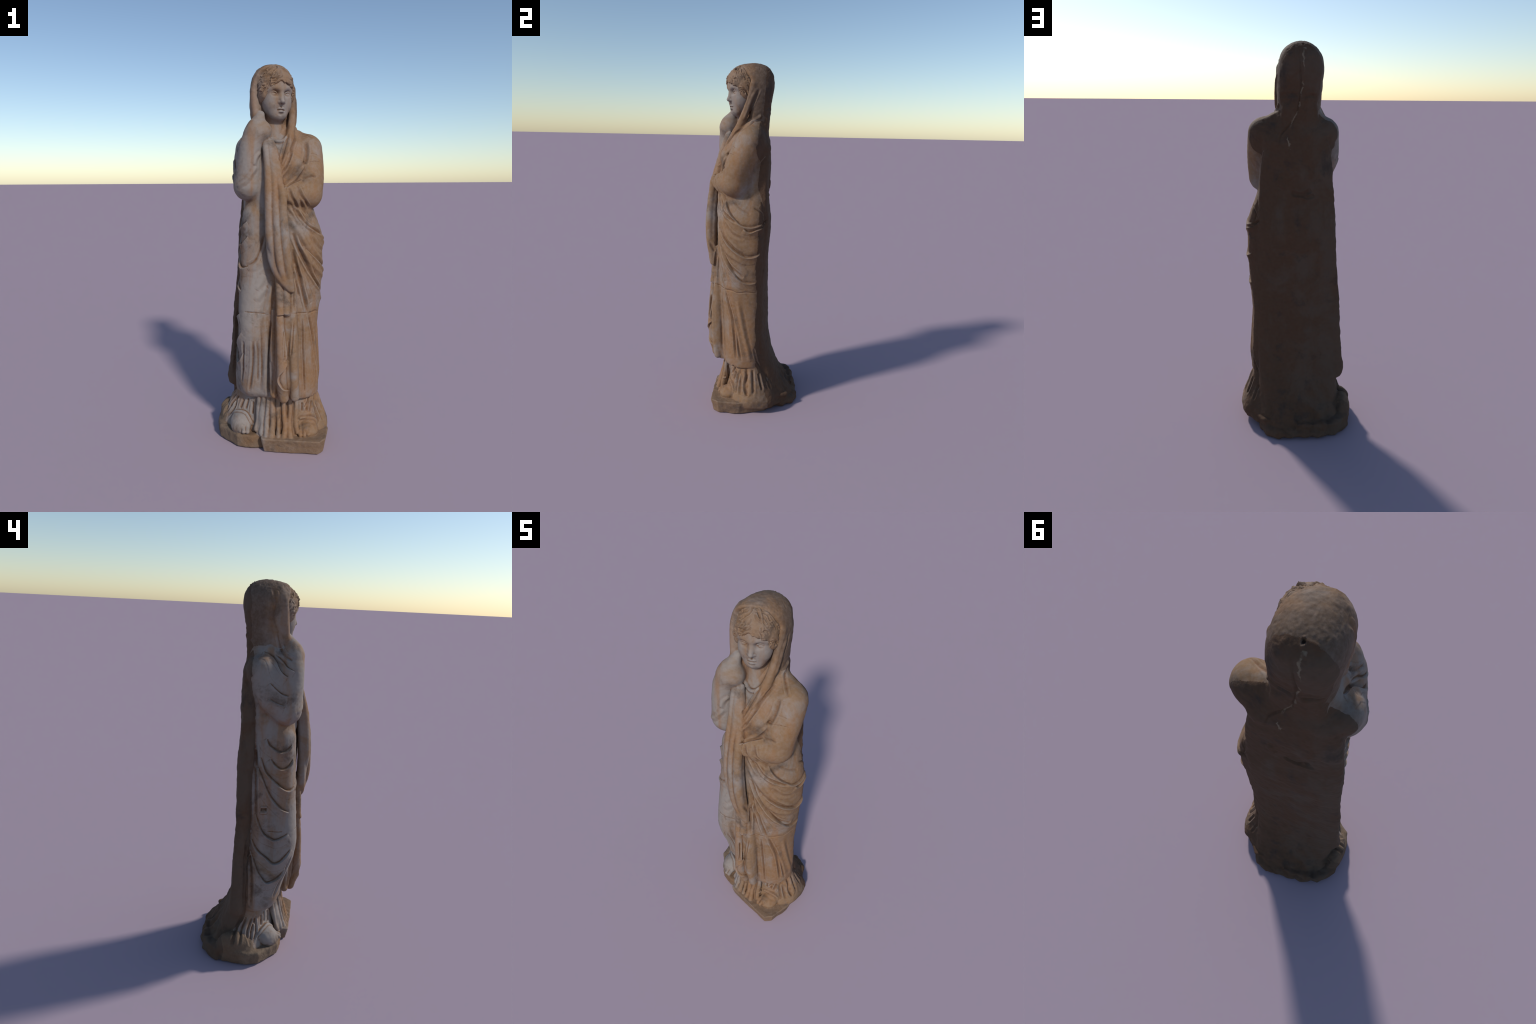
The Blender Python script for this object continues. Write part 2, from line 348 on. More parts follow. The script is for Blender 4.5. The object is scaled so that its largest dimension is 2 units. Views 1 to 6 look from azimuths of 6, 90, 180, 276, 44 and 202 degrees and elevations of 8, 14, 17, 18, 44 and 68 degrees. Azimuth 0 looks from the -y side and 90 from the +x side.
# ---------------------------------------------------------------- head
E = lambda l, f, z, r, rot=0: Egg(hp(l, f, z), r, (rot, 0, 28))
LB = lambda a, b, ra, rb: Limb(hp(*a), hp(*b), ra, rb)
def HC(pts, k): return chain([hp(*p[:3]) + (p[3],) for p in pts], k)
def both(make):
    out = []
    for s in (-1, 1): out += make(s)
    return out
head = Group('face', [
    ('+', E(0, .046, 1.872, (.085, .102, .098)), 0),
    ('+', E(0, .068, 1.800, (.068, .066, .086)), .03)]
    + both(lambda s: [('+', E(s * .034, .086, 1.798, (.032, .036, .040)), .03)])
    + [('+', E(0, .099, 1.740, (.036, .027, .024)), .03),
    ('+', LB((0, .030, 1.76), (.0, .040, 1.56), .050, .060), .02)]
    + both(lambda s: [('-', E(s * .034, .147, 1.842, (.024, .027, .0170)), .012)])
    + both(lambda s: HC([(s * .010, .1325, 1.860, .007), (s * .034, .132, 1.869, .007), (s * .060, .111, 1.858, .007)], .016))
    + [('+', LB((0, .126, 1.855), (0, .146, 1.803), .0085, .0105), .012), ('+', E(0, .147, 1.800, (.010, .010, .009)), .006)]
    + both(lambda s: [('+', E(s * .011, .134, 1.798, (.008, .011, .008)), .006)])
    + both(lambda s: [('+', E(s * .036, .1125, 1.837, (.0175, .0155, .0130)), .002)])
    + both(lambda s: HC([(s * .018, .1205, 1.836, .0025), (s * .027, .1275, 1.846, .0033), (s * .038, .127, 1.8490, .0036), (s * .055, .112, 1.838, .003)], .003))
    + both(lambda s: HC([(s * .018, .1205, 1.834, .002), (s * .030, .126, 1.8255, .0026), (s * .042, .123, 1.8255, .0026), (s * .055, .112, 1.836, .002)], .003))
    + HC([(-.0175, .123, 1.7615, .003), (-.007, .1322, 1.7695, .0050), (0, .1317, 1.7685, .0046), (.007, .1322, 1.7695, .0050), (.0175, .123, 1.7615, .003)], .006)
    + HC([(-.015, .119, 1.7585, .003), (-.006, .1290, 1.7540, .0068), (.006, .1290, 1.7540, .0068), (.015, .119, 1.7585, .003)], .005)
    + [('-', LB((-.0185, .1285, 1.7606), (0, .1345, 1.7630), .0025, .0025), .002), ('-', LB((0, .1345, 1.7630), (.0185, .1285, 1.7606), .0025, .0025), .002),
       ('-', LB((-.009, .1335, 1.7425), (.009, .1335, 1.7425), .006, .006), .006),
       ('-', LB((0, .139, 1.787), (0, .134, 1.776), .003, .003), .006)], 0)
hair = Group('hair', [
    ('+', E(.002, .049, 1.887, (.092, .105, .098)), 0)]
    + both(lambda s: [('+', E(s * .076, .060, 1.85, (.020, .050, .050)), .02)])
    + [('-', E(0, .190, 1.808, (.090, .105, .096)), .012), ('-', E(0, .10, 1.72, (.12, .2, .085)), .02)], 0)
def on_hair(l, z): return .049 + .106 * math.sqrt(max(.02, 1 - ((l - .003) / .093) ** 2 - ((z - 1.89) / .1) ** 2))
for i in range(13):   # a few uneven tufts break the hairline
    t = -1.2 + 2.4 * i / 12 + RNG.uniform(-.07, .07); l, z = .076 * math.sin(t), 1.805 + .082 * math.cos(t) + RNG.uniform(-.004, .004)
    dl, up = math.copysign(RNG.uniform(.004, .014), l + .01), RNG.uniform(.010, .020); r = RNG.uniform(.0024, .0040)
    hair.items.append(('+', Tube([hp(l + dl, on_hair(l + dl, z) - .0125, z) + (r * .8,), hp(l + dl * .6, on_hair(l, z + up * .5) - .008, z + up * .5) + (r * 1.3,), hp(l, on_hair(l, z + up) - .006, z + up) + (r,)]), .010))
HLO, HHI = np.array((-.13, -.21, 1.55)), np.array((.14, .09, 2.02))
ax, D = field([head], HLO, HHI, HEAD_STEP); HV, HQ = surface_nets(ax, D, HEAD_STEP)
ax, D = field([hair], HLO, HHI, HEAD_STEP * 1.2); RV, RQ = surface_nets(ax, D, HEAD_STEP * 1.2); del D
HV = relax(HV, HQ, 1, .5); RV = relax(RV, RQ, 1, .5)
print('head', len(HV), len(RV), round(time.time() - T0, 1))
# ---------------------------------------------------------------- carving the drapery
# kinds: g groove, r ridge, s overlapping cloth edge (raised to the right of travel), c crack
FOLDS = []
def fold(kind, width_mm, depth_mm, path): FOLDS.append((kind, width_mm / 1000, depth_mm / 1000, path))

def spline(P, step=.004):
    P = np.array(P, float); n = len(P)
    if n == 2: P = np.array([P[0], (P[0] + P[1]) / 2, P[1]]); n = 3
    d = np.concatenate([[0], np.cumsum(np.linalg.norm(np.diff(P, axis=0), axis=1))])
    G = np.gradient(P, d, axis=0); t = np.linspace(0, d[-1], max(int(d[-1] / step), 6))
    i = np.clip(np.searchsorted(d, t) - 1, 0, n - 2); h = (d[i + 1] - d[i])[:, None]; u = ((t - d[i]) / h[:, 0])[:, None]
    return (2*u**3 - 3*u**2 + 1) * P[i] + (u**3 - 2*u**2 + u) * h * G[i] + (-2*u**3 + 3*u**2) * P[i+1] + (u**3 - u**2) * h * G[i+1]

def carve(V, Q, folds, gain=1.0):
    N = vertex_normals(V, Q); bvh = BVHTree.FromPolygons(V.tolist(), Q.tolist())
    disp = np.zeros(len(V))
    for kind, w, dep, path in folds:
        S, SN = [], []
        for p in spline(path):
            c, n, _, dist = bvh.find_nearest(Vector(p))
            S.append(c); SN.append(n)
        S, SN = np.array(S), np.array(SN); T = np.gradient(S, axis=0); T /= np.linalg.norm(T, axis=1, keepdims=True) + 1e-9
        reach = {'s': 5.5, 'c': 2.5}.get(kind, 2.6) * w
        lo, hi = S.min(0) - reach, S.max(0) + reach
        I = np.flatnonzero(((V > lo) & (V < hi)).all(1))
        if not len(I): continue
        P = V[I]; best = np.full(len(I), 1e9); arg = np.zeros(len(I), int)
        for j in range(len(S)):
            q = ((P - S[j]) ** 2).sum(1); m = q < best; best[m] = q[m]; arg[m] = j
        d = np.sqrt(best); ok = (d < reach) & ((N[I] * SN[arg]).sum(1) > .15)
        I, P, d, arg = I[ok], P[ok], d[ok], arg[ok]
        f = arg / (len(S) - 1); taper = np.clip(np.minimum(f, 1 - f) / .16, 0, 1) ** .7
        along = np.abs(((P - S[arg]) * T[arg]).sum(1)); taper = taper * np.exp(-(along / (w + .002)) ** 2)
        side = ((P - S[arg]) * np.cross(T[arg], SN[arg])).sum(1)
        if kind == 'g': y = -np.exp(-(d / w) ** 2) + .25 * np.exp(-((d - 1.8 * w) / (.8 * w)) ** 2)
        elif kind == 'r': y = np.exp(-(d / w) ** 2) - .2 * np.exp(-((d - 1.9 * w) / (.7 * w)) ** 2)
        elif kind == 'c': y = -np.exp(-(d / w) ** 2)
        else:
            up = sstep(side, -.25 * w, .35 * w)
            y = up * np.exp(-np.maximum(side, 0) / (2.2 * w)) - .45 * (1 - up) * np.exp(-(side / (1.4 * w)) ** 2)
        disp[I] += dep * gain * y * taper
    disp = .017 * np.tanh(disp / .017)
    return V + N * disp[:, None], disp
# right arm
fold('r', 9, 4, [(-0.064, -0.202, 1.487), (-0.090, -0.216, 1.448), (-0.121, -0.218, 1.413), (-0.164, -0.199, 1.389)])
fold('r', 9, 4, [(-0.047, -0.180, 1.557), (-0.066, -0.206, 1.529), (-0.076, -0.211, 1.492)])
fold('s', 10, 10, [(-0.112, -0.015, 1.668), (-0.120, -0.056, 1.647), (-0.140, -0.084, 1.613), (-0.160, -0.112, 1.578), (-0.163, -0.143, 1.559)])
fold('s', 10, 7, [(-0.193, -0.059, 1.531), (-0.188, -0.090, 1.503), (-0.181, -0.120, 1.480), (-0.175, -0.154, 1.469)])
fold('s', 10, 5, [(-0.199, -0.059, 1.459), (-0.195, -0.099, 1.437), (-0.187, -0.138, 1.425)])
fold('s', 9, 7, [(-0.119, -0.070, 1.658), (-0.130, -0.112, 1.628), (-0.147, -0.139, 1.602), (-0.153, -0.175, 1.586)])
fold('g', 8, 5, [(-0.104, -0.092, 1.687), (-0.127, -0.120, 1.657), (-0.139, -0.161, 1.636)])
# neck and chest
fold('g', 6, 6, [(0.123, -0.063, 1.649), (0.116, -0.117, 1.609), (0.093, -0.185, 1.516), (0.061, -0.208, 1.437)])
fold('g', 6, 5, [(0.089, -0.114, 1.649), (0.071, -0.152, 1.577), (0.048, -0.193, 1.511)])
fold('g', 9, 7, [(0.173, -0.088, 1.610), (0.179, -0.115, 1.558), (0.172, -0.139, 1.512), (0.163, -0.155, 1.492)])
fold('r', 8, 5, [(0.172, -0.144, 1.502), (0.152, -0.167, 1.467), (0.123, -0.177, 1.427), (0.083, -0.196, 1.395), (0.066, -0.238, 1.388)])
fold('r', 9, 4, [(0.092, -0.188, 1.506), (0.073, -0.192, 1.462), (0.059, -0.214, 1.432)])
fold('g', 6, 3, [(0.157, -0.163, 1.426), (0.198, -0.164, 1.437), (0.228, -0.154, 1.434)])
fold('s', 8, 8, [(0.070, -0.240, 1.382), (0.108, -0.195, 1.395), (0.155, -0.164, 1.421)])
fold('c', 2, 2, [(0.172, -0.144, 1.502), (0.222, -0.124, 1.513), (0.256, -0.093, 1.502)])
fold('c', 2, 1.5, [(0.181, -0.121, 1.543), (0.212, -0.111, 1.551), (0.238, -0.098, 1.541)])
# sleeve of the folded arm
fold('g', 7, 6, [(0.094, -0.215, 1.380), (0.109, -0.229, 1.339), (0.139, -0.189, 1.277)])
fold('g', 7, 6, [(0.133, -0.197, 1.392), (0.159, -0.213, 1.343), (0.189, -0.151, 1.286)])
fold('r', 8, 5, [(0.078, -0.240, 1.368), (0.095, -0.224, 1.319), (0.124, -0.196, 1.278)])
# mantle across the front
fold('g', 9, 6, [(0.095, -0.226, 1.322), (0.124, -0.196, 1.271), (0.157, -0.185, 1.220)])
fold('g', 9, 7, [(0.139, -0.215, 1.371), (0.159, -0.183, 1.295), (0.189, -0.150, 1.248)])
fold('g', 8, 13, [(0.112, -0.205, 1.160), (0.148, -0.197, 1.073), (0.192, -0.176, 0.982), (0.229, -0.138, 0.907), (0.257, -0.050, 0.830)])
fold('g', 8, 11, [(0.114, -0.205, 1.079), (0.128, -0.203, 1.012), (0.154, -0.193, 0.912), (0.192, -0.164, 0.749)])
fold('r', 14, 7, [(0.094, -0.204, 1.256), (0.140, -0.198, 1.175), (0.201, -0.169, 1.090), (0.265, -0.056, 0.975)])
fold('r', 12, 5, [(0.126, -0.203, 1.038), (0.162, -0.191, 0.937), (0.204, -0.157, 0.798)])
fold('g', 7, 7, [(0.113, -0.206, 1.069), (0.121, -0.212, 0.967), (0.124, -0.220, 0.865), (0.128, -0.225, 0.766)])
fold('r', 12, 5, [(0.160, -0.192, 1.093), (0.212, -0.160, 1.001), (0.262, -0.039, 0.905)])
fold('c', 3, 3, [(0.113, -0.232, 0.758), (0.163, -0.182, 0.749), (0.194, -0.162, 0.747), (0.237, -0.104, 0.743)])
fold('c', 3, 3, [(-0.131, -0.224, 0.761), (-0.072, -0.234, 0.759), (-0.016, -0.197, 0.745)])
fold('r', 10, 6, [(0.010, -0.197, 0.916), (-0.006, -0.194, 0.814), (-0.017, -0.197, 0.740)])
fold('g', 7, 5, [(-0.028, -0.198, 1.149), (-0.048, -0.206, 1.073), (-0.078, -0.213, 1.016), (-0.121, -0.202, 0.993)])
# central
fold('s', 6, 9, [(0.094, -0.237, 0.617), (0.087, -0.239, 0.516), (0.075, -0.268, 0.473), (0.053, -0.268, 0.437), (0.051, -0.265, 0.411), (0.064, -0.265, 0.384), (0.099, -0.221, 0.345)])
fold('g', 5, 9, [(0.074, -0.253, 0.670), (0.078, -0.258, 0.597), (0.078, -0.266, 0.520)])
fold('g', 5, 6, [(0.165, -0.180, 0.720), (0.171, -0.169, 0.543), (0.180, -0.158, 0.315)])
fold('g', 7, 8, [(0.197, -0.159, 0.742), (0.224, -0.115, 0.570), (0.242, -0.089, 0.328)])
fold('s', 6, 7, [(0.100, -0.245, 0.757), (0.067, -0.249, 0.755), (0.039, -0.250, 0.747)])
fold('g', 5, 4, [(0.126, -0.231, 0.723), (0.116, -0.243, 0.609), (0.109, -0.244, 0.534)])
# lower right side of the skirt (viewer left)
fold('g', 9, 10, [(0.003, -0.194, 0.709), (-0.003, -0.179, 0.486), (-0.010, -0.166, 0.283)])
fold('g', 7, 7, [(-0.084, -0.235, 0.612), (-0.091, -0.190, 0.459), (-0.115, -0.153, 0.302)])
fold('g', 7, 5, [(-0.063, -0.229, 0.610), (-0.060, -0.189, 0.488), (-0.068, -0.167, 0.366)])
fold('r', 9, 5, [(-0.023, -0.201, 0.738), (-0.025, -0.185, 0.542), (-0.038, -0.164, 0.309)])
# swags on the right leg
fold('s', 8, 12, [(-0.147, -0.056, 1.247), (-0.147, -0.070, 1.217), (-0.147, -0.100, 1.195), (-0.147, -0.139, 1.182), (-0.136, -0.166, 1.195), (-0.116, -0.186, 1.217)])
fold('s', 8, 12, [(-0.151, -0.082, 1.144), (-0.152, -0.105, 1.114), (-0.150, -0.147, 1.093), (-0.135, -0.177, 1.109), (-0.112, -0.194, 1.141)])
fold('s', 8, 12, [(-0.155, -0.030, 1.152), (-0.158, -0.066, 1.069), (-0.156, -0.121, 1.017), (-0.142, -0.183, 0.979), (-0.107, -0.210, 0.991)])
fold('s', 8, 12, [(-0.159, -0.023, 1.098), (-0.163, -0.053, 1.025), (-0.156, -0.105, 0.926), (-0.162, -0.151, 0.884), (-0.149, -0.194, 0.860)])
fold('g', 8, 7, [(-0.149, -0.002, 1.191), (-0.157, -0.014, 1.119), (-0.163, -0.036, 1.057)])
fold('g', 6, 5, [(0.041, -0.208, 1.154), (0.050, -0.206, 1.070), (0.018, -0.220, 1.000)])
fold('s', 8, 12, [(-0.155, -0.019, 0.838), (-0.155, -0.044, 0.769), (-0.146, -0.078, 0.715), (-0.149, -0.118, 0.697), (-0.165, -0.166, 0.722), (-0.157, -0.197, 0.744)])
fold('c', 3, 3, [(-0.145, -0.082, 0.739), (-0.160, -0.132, 0.748), (-0.165, -0.170, 0.757)])
fold('s', 8, 13, [(-0.152, -0.001, 0.695), (-0.157, -0.034, 0.634), (-0.152, -0.086, 0.588), (-0.166, -0.132, 0.564), (-0.167, -0.159, 0.576), (-0.162, -0.185, 0.604), (-0.147, -0.216, 0.651)])
fold('s', 8, 12, [(-0.153, -0.001, 0.628), (-0.165, -0.022, 0.570), (-0.183, -0.060, 0.497), (-0.176, -0.101, 0.450), (-0.167, -0.138, 0.465), (-0.155, -0.169, 0.490), (-0.143, -0.196, 0.533)])
fold('g', 7, 6, [(-0.134, -0.221, 0.606), (-0.140, -0.197, 0.525), (-0.146, -0.166, 0.437), (-0.157, -0.138, 0.351)])
fold('g', 8, 8, [(-0.183, 0.015, 0.696), (-0.163, -0.005, 0.566), (-0.191, -0.018, 0.459), (-0.199, -0.021, 0.305)])
fold('g', 8, 8, [(-0.148, -0.000, 1.222), (-0.156, -0.006, 1.118), (-0.163, -0.012, 1.011), (-0.160, -0.016, 0.908), (-0.154, -0.021, 0.802)])
fold('g', 8, 7, [(-0.154, 0.005, 0.758), (-0.192, 0.018, 0.686), (-0.198, 0.020, 0.604)])
fold('g', 9, 8, [(-0.194, 0.020, 0.730), (-0.202, 0.021, 0.585), (-0.210, 0.020, 0.435), (-0.222, 0.016, 0.316)])
# swags on the left hip
fold('s', 8, 10, [(0.183, -0.154, 1.261), (0.207, -0.140, 1.213), (0.247, -0.098, 1.158), (0.262, -0.063, 1.130), (0.264, -0.013, 1.120), (0.228, 0.053, 1.135)])
fold('g', 6, 7, [(0.130, -0.193, 1.277), (0.181, -0.171, 1.203), (0.240, -0.115, 1.157), (0.260, -0.069, 1.137)])
fold('g', 7, 3, [(0.205, -0.118, 1.259), (0.233, -0.071, 1.219), (0.247, -0.014, 1.188)])
fold('s', 7, 9, [(0.264, -0.052, 1.111), (0.265, -0.018, 1.092), (0.258, 0.021, 1.106), (0.229, 0.054, 1.115)])
fold('s', 8, 12, [(0.179, -0.183, 1.081), (0.237, -0.132, 1.012), (0.261, -0.079, 0.972), (0.265, -0.033, 0.951), (0.262, 0.006, 0.954), (0.239, 0.045, 0.972)])
fold('s', 8, 10, [(0.200, -0.170, 0.968), (0.224, -0.145, 0.915), (0.246, -0.102, 0.850), (0.255, -0.050, 0.803), (0.254, -0.010, 0.798), (0.245, 0.025, 0.802)])
fold('c', 3, 3, [(0.179, -0.173, 0.736), (0.232, -0.115, 0.748), (0.242, -0.091, 0.739), (0.250, -0.032, 0.744), (0.239, 0.025, 0.739)])
fold('g', 6, 5, [(0.217, -0.128, 0.650), (0.238, -0.090, 0.483), (0.251, -0.059, 0.316)])
fold('r', 11, 6, [(0.239, -0.085, 0.689), (0.247, -0.042, 0.475), (0.250, -0.005, 0.317)])
fold('g', 6, 5, [(0.245, 0.012, 0.399), (0.232, 0.031, 0.322), (0.210, 0.052, 0.273)])
# tunic pleats
fold('g', 6, 6, [(0.167, -0.121, 0.241), (0.167, -0.125, 0.191)])
fold('g', 6, 6, [(0.200, -0.099, 0.256), (0.190, -0.116, 0.187)])
fold('g', 6, 6, [(0.217, -0.087, 0.239), (0.209, -0.108, 0.179)])
fold('g', 7, 7, [(0.228, -0.071, 0.250), (0.240, -0.083, 0.180), (0.261, -0.091, 0.117)])
fold('g', 7, 7, [(0.250, -0.019, 0.240), (0.269, -0.036, 0.177), (0.296, -0.022, 0.117)])
fold('g', 7, 6, [(-0.153, -0.080, 0.230), (-0.175, -0.083, 0.174)])
fold('g', 7, 6, [(-0.126, -0.093, 0.240), (-0.143, -0.099, 0.177)])
fold('g', 7, 7, [(-0.098, -0.108, 0.230), (-0.103, -0.119, 0.158)])
fold('g', 7, 7, [(-0.192, -0.044, 0.234), (-0.209, -0.060, 0.168), (-0.250, -0.052, 0.111)])
fold('g', 7, 7, [(-0.215, 0.020, 0.252), (-0.231, 0.047, 0.187), (-0.299, 0.062, 0.113)])
fold('g', 7, 7, [(-0.207, -0.002, 0.242), (-0.247, 0.021, 0.169), (-0.297, 0.020, 0.117)])
fold('g', 7, 7, [(-0.200, -0.032, 0.235), (-0.243, -0.015, 0.170), (-0.276, -0.036, 0.108)])
fold('g', 7, 7, [(-0.180, -0.055, 0.237), (-0.219, -0.039, 0.190), (-0.265, -0.037, 0.123)])
fold('r', 8, 5, [(-0.209, 0.010, 0.243), (-0.241, 0.034, 0.176), (-0.298, 0.043, 0.118)])
fold('g', 6, 6, [(0.141, -0.146, 0.245), (0.133, -0.141, 0.162)])
fold('g', 6, 6, [(0.232, -0.105, 0.286), (0.179, -0.118, 0.207)])
fold('g', 7, 7, [(0.228, -0.066, 0.262), (0.281, -0.066, 0.115)])
fold('g', 7, 7, [(0.244, -0.029, 0.271), (0.296, -0.021, 0.118)])
fold('g', 7, 6, [(0.245, 0.008, 0.263), (0.292, 0.018, 0.130)])
fold('g', 7, 6, [(0.240, 0.044, 0.241), (0.274, 0.070, 0.147)])
fold('g', 7, 5, [(0.206, 0.086, 0.219), (0.239, 0.119, 0.136)])
fold('r', 8, 4, [(0.237, -0.047, 0.267), (0.289, -0.044, 0.120)])
fold('r', 8, 4, [(0.245, -0.008, 0.272), (0.295, -0.001, 0.124)])
# sandals
fold('r', 6, 6, [(-0.225, -0.063, 0.132), (-0.180, -0.099, 0.166), (-0.138, -0.118, 0.163), (-0.108, -0.140, 0.127), (-0.091, -0.139, 0.104)])
fold('r', 6, 6, [(0.138, -0.182, 0.160), (0.189, -0.125, 0.157), (0.239, -0.106, 0.138), (0.250, -0.105, 0.115)])
# dowel holes and breaks
fold('g', 9, 17, [(-0.157, -0.042, 0.865), (-0.151, -0.079, 0.865)])
fold('c', 6, 14, [(0.168, -0.140, 1.516), (0.171, -0.145, 1.500)])
fold('g', 6, 12, [(-0.001, 0.066, 1.980), (-0.009, 0.066, 1.980)])
fold('c', 4, 5, [(0.011, 0.092, 1.945), (0.006, 0.100, 1.848), (0.002, 0.091, 1.807), (0.007, 0.083, 1.748), (0.015, 0.078, 1.694), (0.027, 0.075, 1.651), (0.061, 0.076, 1.614), (0.093, 0.083, 1.577), (0.102, 0.090, 1.521)])
fold('g', 9, 5, [(0.098, 0.049, 1.753), (0.054, 0.079, 1.759), (0.010, 0.084, 1.754)])
fold('g', 9, 5, [(-0.009, 0.082, 1.746), (-0.040, 0.079, 1.755), (-0.073, 0.060, 1.749)])
fold('g', 9, 8, [(0.041, 0.085, 1.297), (-0.005, 0.085, 1.286), (-0.058, 0.085, 1.311)])
fold('g', 8, 7, [(-0.012, 0.085, 1.288), (-0.039, 0.085, 1.275), (-0.072, 0.084, 1.285)])
fold('c', 5, 5, [(0.232, 0.004, 1.222), (0.216, 0.055, 1.178), (0.227, 0.054, 1.136)])
fold('g', 7, 7, [(0.237, 0.048, 1.127), (0.216, 0.059, 1.137), (0.195, 0.076, 1.155)])
fold('r', 10, 6, [(0.068, 0.085, 1.314), (0.095, 0.085, 1.340), (0.088, 0.087, 1.373)])
# veil band
fold('r', 5, 4, [(0.103, -0.120, 1.634), (0.092, -0.148, 1.582), (0.073, -0.180, 1.526), (0.059, -0.194, 1.491)])
fold('r', 6, 4, [(0.115, 0.006, 1.856), (0.121, -0.023, 1.796), (0.122, -0.042, 1.743), (0.121, -0.064, 1.689)])
fold('g', 6, 5, [(0.112, 0.023, 1.856), (0.116, 0.001, 1.808), (0.113, -0.023, 1.754), (0.068, -0.042, 1.713)])
fold('g', 6, 5, [(0.121, -0.002, 1.684), (0.150, -0.029, 1.662), (0.207, -0.069, 1.628)])
fold('r', 7, 5, [(0.103, 0.036, 1.718), (0.113, 0.008, 1.696), (0.123, -0.036, 1.673)])
fold('g', 8, 4, [(-0.083, -0.045, 1.957), (-0.105, -0.060, 1.903), (-0.106, -0.055, 1.821), (-0.106, -0.088, 1.748)])
fold('g', 7, 5, [(-0.108, -0.073, 1.766), (-0.101, -0.090, 1.710), (-0.116, -0.108, 1.674)])
# finer drapery pulls
fold('r', 9, 4, [(0.099, -0.207, 1.296), (0.129, -0.197, 1.236), (0.165, -0.186, 1.184)])
fold('r', 9, 4, [(0.139, -0.189, 1.270), (0.175, -0.175, 1.209), (0.226, -0.138, 1.154)])
fold('g', 9, 4, [(0.211, -0.159, 1.136), (0.238, -0.130, 1.091), (0.265, -0.050, 1.050)])
fold('g', 9, 5, [(0.112, -0.263, 1.011), (0.134, -0.203, 0.913), (0.147, -0.193, 0.833)])
fold('r', 13, 3, [(-0.110, -0.210, 0.974), (-0.083, -0.215, 0.991), (-0.043, -0.208, 1.016)])
fold('r', 13, 3, [(-0.063, -0.223, 0.873), (-0.043, -0.212, 0.913), (-0.023, -0.203, 0.948)])
fold('r', 13, 3, [(-0.073, -0.229, 0.821), (-0.043, -0.215, 0.855), (-0.013, -0.198, 0.884)])
fold('g', 8, 4, [(-0.043, -0.223, 0.690), (-0.040, -0.195, 0.545), (-0.048, -0.170, 0.397)])
fold('g', 9, 5, [(0.008, -0.212, 0.498), (0.011, -0.213, 0.388), (0.008, -0.209, 0.314)])
fold('r', 9, 4, [(0.033, -0.226, 0.477), (0.030, -0.220, 0.392), (0.027, -0.213, 0.322)])
fold('g', 9, 5, [(0.162, -0.189, 1.162), (0.210, -0.162, 1.073), (0.252, -0.106, 1.004), (0.265, -0.035, 0.949)])
fold('r', 10, 4, [(0.136, -0.201, 1.113), (0.201, -0.170, 1.013), (0.246, -0.115, 0.935)])
fold('g', 9, 5, [(0.151, -0.196, 0.953), (0.188, -0.173, 0.859), (0.209, -0.152, 0.792)])
V, carved = carve(V, Q, FOLDS, 1.35)
V = relax(V, Q, 1, .22)
print('folds', len(FOLDS), round(time.time() - T0, 1))

# curly fringe: wavy locks combed from the crown down and out to the temples
locks = []
for i in range(150):
    a = RNG.uniform(-95, 95); e = RNG.uniform(-25, 78); L = RNG.uniform(14, 30); ph = RNG.uniform(0, 6.28); amp = RNG.uniform(2, 6)
    path = []
    for t in np.linspace(0, 1, 6):
        aa = math.radians(a + math.copysign(L * .8, a) * t + amp * math.sin(5 * t + ph) * .6)
        ee = math.radians(e - L * .75 * t + amp * math.cos(5 * t + ph))
        path.append(hp(.093 * math.sin(aa) * math.cos(ee), .049 + .106 * math.cos(aa) * math.cos(ee), 1.890 + .1 * math.sin(ee)))
    locks.append(('g' if i % 3 else 'r', RNG.uniform(.003, .005), RNG.uniform(.0020, .0042), path))
RV, _ = carve(RV, RQ, locks)
RN = vertex_normals(RV, RQ); RV = RV + RN * (noise3(RV, 95, 3) * .0009 + noise3(RV, 48, 4) * .0016)[:, None]
HN = vertex_normals(HV, HQ); HV = HV + HN * (noise3(HV, 110, 5) * .00025)[:, None]

# ---------------------------------------------------------------- which part each face belongs to
C = V[Q].mean(1); N = vertex_normals(V, Q); FN = N[Q].mean(1)
cx, cy, cz = [C[:, i].astype(F) for i in range(3)]
near = np.stack([g(cx, cy, cz) for g in BODY], 1)
part = near.argmin(1)
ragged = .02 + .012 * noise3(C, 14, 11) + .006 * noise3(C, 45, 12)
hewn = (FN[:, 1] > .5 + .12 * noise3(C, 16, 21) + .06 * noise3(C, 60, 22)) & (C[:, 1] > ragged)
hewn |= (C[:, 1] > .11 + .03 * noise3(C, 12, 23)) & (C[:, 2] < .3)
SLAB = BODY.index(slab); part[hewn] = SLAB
on_slab = np.zeros(len(V)); cnt = np.zeros(len(V))
for j in range(4):
    on_slab += np.bincount(Q[:, j], part == SLAB, len(V)); cnt += np.bincount(Q[:, j], minlength=len(V))
on_slab /= np.maximum(cnt, 1)
for _ in range(6):   # soften the border of the rough zone
    f = on_slab[Q].mean(1); on_slab = sum(np.bincount(Q[:, j], f, len(V)) for j in range(4)) / np.maximum(cnt, 1)

